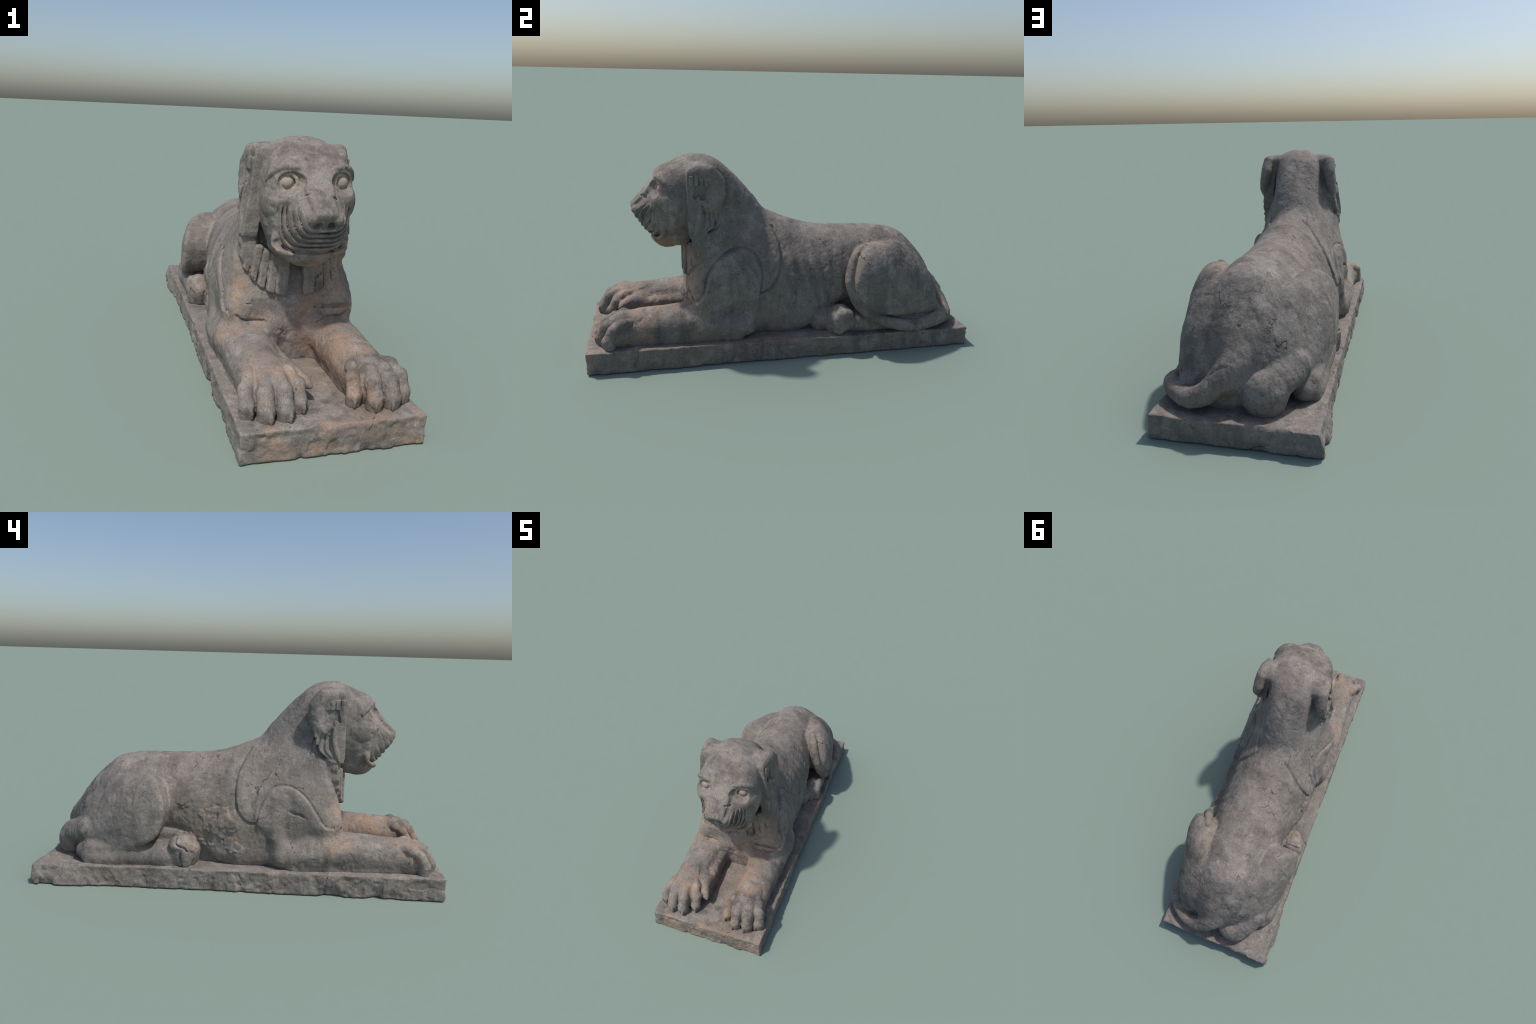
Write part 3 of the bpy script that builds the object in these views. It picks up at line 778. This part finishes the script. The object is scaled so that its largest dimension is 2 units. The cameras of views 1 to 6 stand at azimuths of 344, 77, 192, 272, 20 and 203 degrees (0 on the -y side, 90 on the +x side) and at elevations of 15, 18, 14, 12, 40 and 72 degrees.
# ================================================================== MATERIAL
def stone(name, tint=(1, 1, 1)):
    m = bpy.data.materials.new(name)
    m.use_nodes = True
    nt = m.node_tree
    N, K = nt.nodes, nt.links
    b = N["Principled BSDF"]
    b.inputs["Roughness"].default_value = 0.85
    b.inputs["Specular IOR Level"].default_value = 0.25
    tc = N.new("ShaderNodeTexCoord")

    def noise(scale, detail=4, rough=0.6, vec=None):
        n = N.new("ShaderNodeTexNoise")
        n.inputs["Scale"].default_value, n.inputs["Detail"].default_value, n.inputs["Roughness"].default_value = scale, detail, rough
        K.new(vec or tc.outputs["Object"], n.inputs["Vector"])
        return n.outputs["Fac"]

    def ramp(fac, *stops):
        r = N.new("ShaderNodeValToRGB")
        while len(r.color_ramp.elements) < len(stops):
            r.color_ramp.elements.new(0.5)
        for e, (p, c) in zip(r.color_ramp.elements, stops):
            e.position, e.color = p, (*c, 1) if isinstance(c, tuple) else (c, c, c, 1)
        K.new(fac, r.inputs[0])
        return r.outputs[0]

    def mix(a, c, fac, mode="MIX"):
        x = N.new("ShaderNodeMix")
        x.data_type, x.blend_type = "RGBA", mode
        for s, v in ((x.inputs[6], a), (x.inputs[7], c), (x.inputs[0], fac)):
            if isinstance(v, (int, float)):
                s.default_value = v
            elif isinstance(v, tuple):
                s.default_value = (*v, 1)
            else:
                K.new(v, s)
        return x.outputs[2]
    xyz = N.new("ShaderNodeSeparateXYZ")
    K.new(tc.outputs["Object"], xyz.inputs[0])
    X, Y, Z = xyz.outputs

    def math_(op, a, c=0.0):
        n = N.new("ShaderNodeMath")
        n.operation = op
        for s_, v in zip(n.inputs, (a, c)):
            if isinstance(v, (int, float)):
                s_.default_value = v
            else:
                K.new(v, s_)
        return n.outputs[0]

    def band(v, lo, hi):
        n = N.new("ShaderNodeMapRange")
        n.interpolation_type = "SMOOTHSTEP"
        n.inputs["From Min"].default_value, n.inputs["From Max"].default_value = lo, hi
        K.new(v, n.inputs["Value"])
        return n.outputs["Result"]

    def stretched(sx, sy, sz):
        mp = N.new("ShaderNodeMapping")
        mp.inputs["Scale"].default_value = (sx, sy, sz)
        K.new(tc.outputs["Object"], mp.inputs["Vector"])
        return mp.outputs[0]

    mul = lambda *v: v[0] if len(v) == 1 else math_("MULTIPLY", v[0], mul(*v[1:]))
    # weathered ground tone: three greys broken up at several sizes
    out = ramp(noise(8, 10, 0.74), (0.30, (0.120, 0.105, 0.093)), (0.46, (0.182, 0.162, 0.144)), (0.58, (0.228, 0.204, 0.182)), (0.74, (0.302, 0.270, 0.241)))
    # cool slate areas on the lion's right flank and back, brownish ones on the left
    cool = mul(ramp(noise(2.6, 5), (0.42, 0.0), (0.58, 1.0)), math_("SUBTRACT", 1.0, band(X, -0.10, 0.12)))
    out = mix(out, (0.165, 0.168, 0.170), mul(cool, 0.35))
    brown = mul(ramp(noise(3.7, 6), (0.45, 0.0), (0.60, 1.0)), band(X, -0.05, 0.15))
    out = mix(out, (0.170, 0.138, 0.112), mul(brown, 0.5))
    # run-off streaks
    streak = ramp(noise(1.0, 5, 0.6, stretched(16, 16, 2.2)), (0.48, 0.0), (0.64, 1.0))
    out = mix(out, (0.075, 0.071, 0.066), mul(streak, ramp(noise(2.0, 3), (0.38, 0.0), (0.58, 0.75))))
    # fresh tan stone: breast, broken right flank, front of the plinth, here and there
    breast = mul(math_("SUBTRACT", 1.0, band(Y, -0.50, -0.40)), band(Z, 0.13, 0.20), math_("SUBTRACT", 1.0, band(Z, 0.56, 0.66)))
    front = math_("SUBTRACT", 1.0, band(Y, -0.975, -0.955))
    flank = mul(math_("SUBTRACT", 1.0, band(X, -0.22, -0.17)), band(Y, -0.15, 0.0), math_("SUBTRACT", 1.0, band(Y, 0.17, 0.27)), band(Z, 0.12, 0.2), math_("SUBTRACT", 1.0, band(Z, 0.36, 0.50)))
    legs = mul(math_("SUBTRACT", 1.0, band(Y, -0.50, -0.30)), math_("SUBTRACT", 1.0, band(Z, 0.26, 0.40)), 0.15)
    where = math_("ADD", math_("ADD", mul(breast, 1.5), mul(front, 0.75)), math_("ADD", mul(flank, 0.6), math_("ADD", legs, 0.14)))
    tan = mul(math_("MINIMUM", where, 1.0), ramp(noise(5.2, 7, 0.62), (0.44, 0.0), (0.60, 1.0)))
    out = mix(out, mix((0.330, 0.215, 0.150), (0.265, 0.205, 0.155), noise(9, 3)), mul(tan, 0.85))
    # pale worn patches
    out = mix(out, (0.370, 0.332, 0.300), mul(ramp(noise(13, 9, 0.74), (0.51, 0.0), (0.66, 1.0)), 0.45))
    # black lichen and stains
    out = mix(out, (0.050, 0.048, 0.045), mul(ramp(noise(19, 9, 0.74), (0.55, 0.0), (0.68, 1.0)), 0.5))
    # pits and grain
    v = N.new("ShaderNodeTexVoronoi")
    v.inputs["Scale"].default_value = 55
    K.new(tc.outputs["Object"], v.inputs["Vector"])
    pit = mul(math_("SUBTRACT", 1.0, band(v.outputs["Distance"], 0.06, 0.20)), ramp(noise(9, 5), (0.50, 0.0), (0.62, 1.0)))
    out = mix(out, (0.030, 0.028, 0.026), mul(pit, 0.75))
    # hairline cracks
    wob = N.new("ShaderNodeTexNoise")
    wob.inputs["Scale"].default_value, wob.inputs["Detail"].default_value = 9, 5
    K.new(tc.outputs["Object"], wob.inputs["Vector"])
    shift = N.new("ShaderNodeMix")
    shift.data_type, shift.blend_type = "RGBA", "ADD"
    shift.inputs[0].default_value = 0.16
    K.new(tc.outputs["Object"], shift.inputs[6])
    K.new(wob.outputs["Color"], shift.inputs[7])
    e = N.new("ShaderNodeTexVoronoi")
    e.feature = "DISTANCE_TO_EDGE"
    e.inputs["Scale"].default_value = 6.0
    K.new(shift.outputs[2], e.inputs["Vector"])
    hair = mul(math_("SUBTRACT", 1.0, band(e.outputs["Distance"], 0.004, 0.014)), ramp(noise(7, 4), (0.60, 0.0), (0.66, 1.0)))
    out = mix(out, (0.040, 0.037, 0.034), mul(hair, 0.8))
    grain = noise(150, 4, 0.7)
    out = mix(out, ramp(grain, (0.3, 0.30), (0.7, 0.70)), 0.65, "OVERLAY")
    if tint != (1, 1, 1):
        out = mix(out, tint, 0.65)
    K.new(out, b.inputs["Base Color"])
    bump = N.new("ShaderNodeBump")
    bump.inputs["Strength"].default_value, bump.inputs["Distance"].default_value = 0.7, 0.004
    h = math_("SUBTRACT", math_("ADD", mul(noise(45, 6, 0.65), 1.0), mul(grain, 0.35)), math_("ADD", mul(pit, 0.9), mul(hair, 0.8)))
    K.new(h, bump.inputs["Height"])
    K.new(bump.outputs[0], b.inputs["Normal"])
    return m


# ================================================================== BUILD
def mesh_object(name, V, Q, N, mat, parent):
    used, inv = np.unique(Q, return_inverse=True)
    q = inv.reshape(Q.shape).astype(np.int32)
    me = bpy.data.meshes.new(name)
    me.vertices.add(len(used))
    me.vertices.foreach_set("co", V[used].ravel())
    me.loops.add(q.size)
    me.loops.foreach_set("vertex_index", q.ravel())
    me.polygons.add(len(q))
    me.polygons.foreach_set("loop_start", np.arange(0, q.size, 4, dtype=np.int32))
    me.polygons.foreach_set("use_smooth", np.ones(len(q), bool))
    me.update(calc_edges=True)
    if N is not None:
        me.normals_split_custom_set_from_vertices(N[used])
    me.materials.append(mat)
    o = bpy.data.objects.new(name, me)
    bpy.context.scene.collection.objects.link(o)
    o.parent = parent
    return o


root = bpy.data.objects.new("lion_statue", None)
bpy.context.scene.collection.objects.link(root)
root["label"] = "weathered grey stone lion lying on a slab plinth"
root["category"] = "lion statue"

STONE = stone("weathered_stone")
PALE = stone("pale_worn_stone", (0.42, 0.33, 0.26))

V, Q = skin(L, (-0.42, -1.02, 0.06), (0.42, 1.0, 1.04), H)
V = settle(L, V)
print("skin", len(V), round(time.time() - T0, 1))
N = vertex_normals(V, Q)
lab = np.concatenate(spread(lambda c: L.eval(c, True)[1], np.array_split(V, 48)))
flab = lab[Q[:, 0]]
for n_, key in enumerate(L.names):          # slivers go to the body
    if 0 < (flab == n_).sum() < 30:
        flab[flab == n_] = L.names.index("torso")
side = V[Q].mean(1)[:, 0] > CX
PARENT = {"paw": "forelimb", "toe": "forelimb", "claw": "forelimb", "dewclaw": "forelimb", "haunch": "hindlimb", "hind_paw": "hindlimb", "hind_toe": "hindlimb",
          "eye": "head", "eyelid": "head", "chin": "head", "cheek": "head", "lip": "head", "bridge": "head", "nose": "head", "brow": "head", "ear": "head", "ear_hair": "head"}
PAIRED = {"forelimb", "paw", "toe", "claw", "haunch", "hindlimb", "hind_paw", "hind_toe", "eye", "eyelid", "ear", "ear_hair", "cheek", "brow", "lip", "mane_lock"}
made = {}
for key in sorted(L.names, key=lambda n: n.split("|")[0] in PARENT):
    name = key.split("|")[0]
    who = flab == L.names.index(key)
    if key != name:
        if who.sum() < 12:
            continue
        splits = (bool(side[who].mean() > 0.5),)
    else:
        splits = (True, False) if name in PAIRED else (None,)
    for sd in splits:
        m = who if sd is None or key != name else who & (side == sd)
        if m.sum() < 12:
            continue
        p = PARENT.get(name)
        par = made.get((p, sd)) or made.get((p, None)) or root
        made[(name, sd)] = mesh_object(name, V, Q[m], N, PALE if name in ("eye", "eyelid") else STONE, par)

PV, PQ = skin(S, (-0.40, -1.04, -0.03), (0.40, 1.04, 0.16), HP)
PV = settle(S, PV, 1)
mesh_object("plinth", PV, PQ, vertex_normals(PV, PQ), STONE, root)
print("done", round(time.time() - T0, 1))
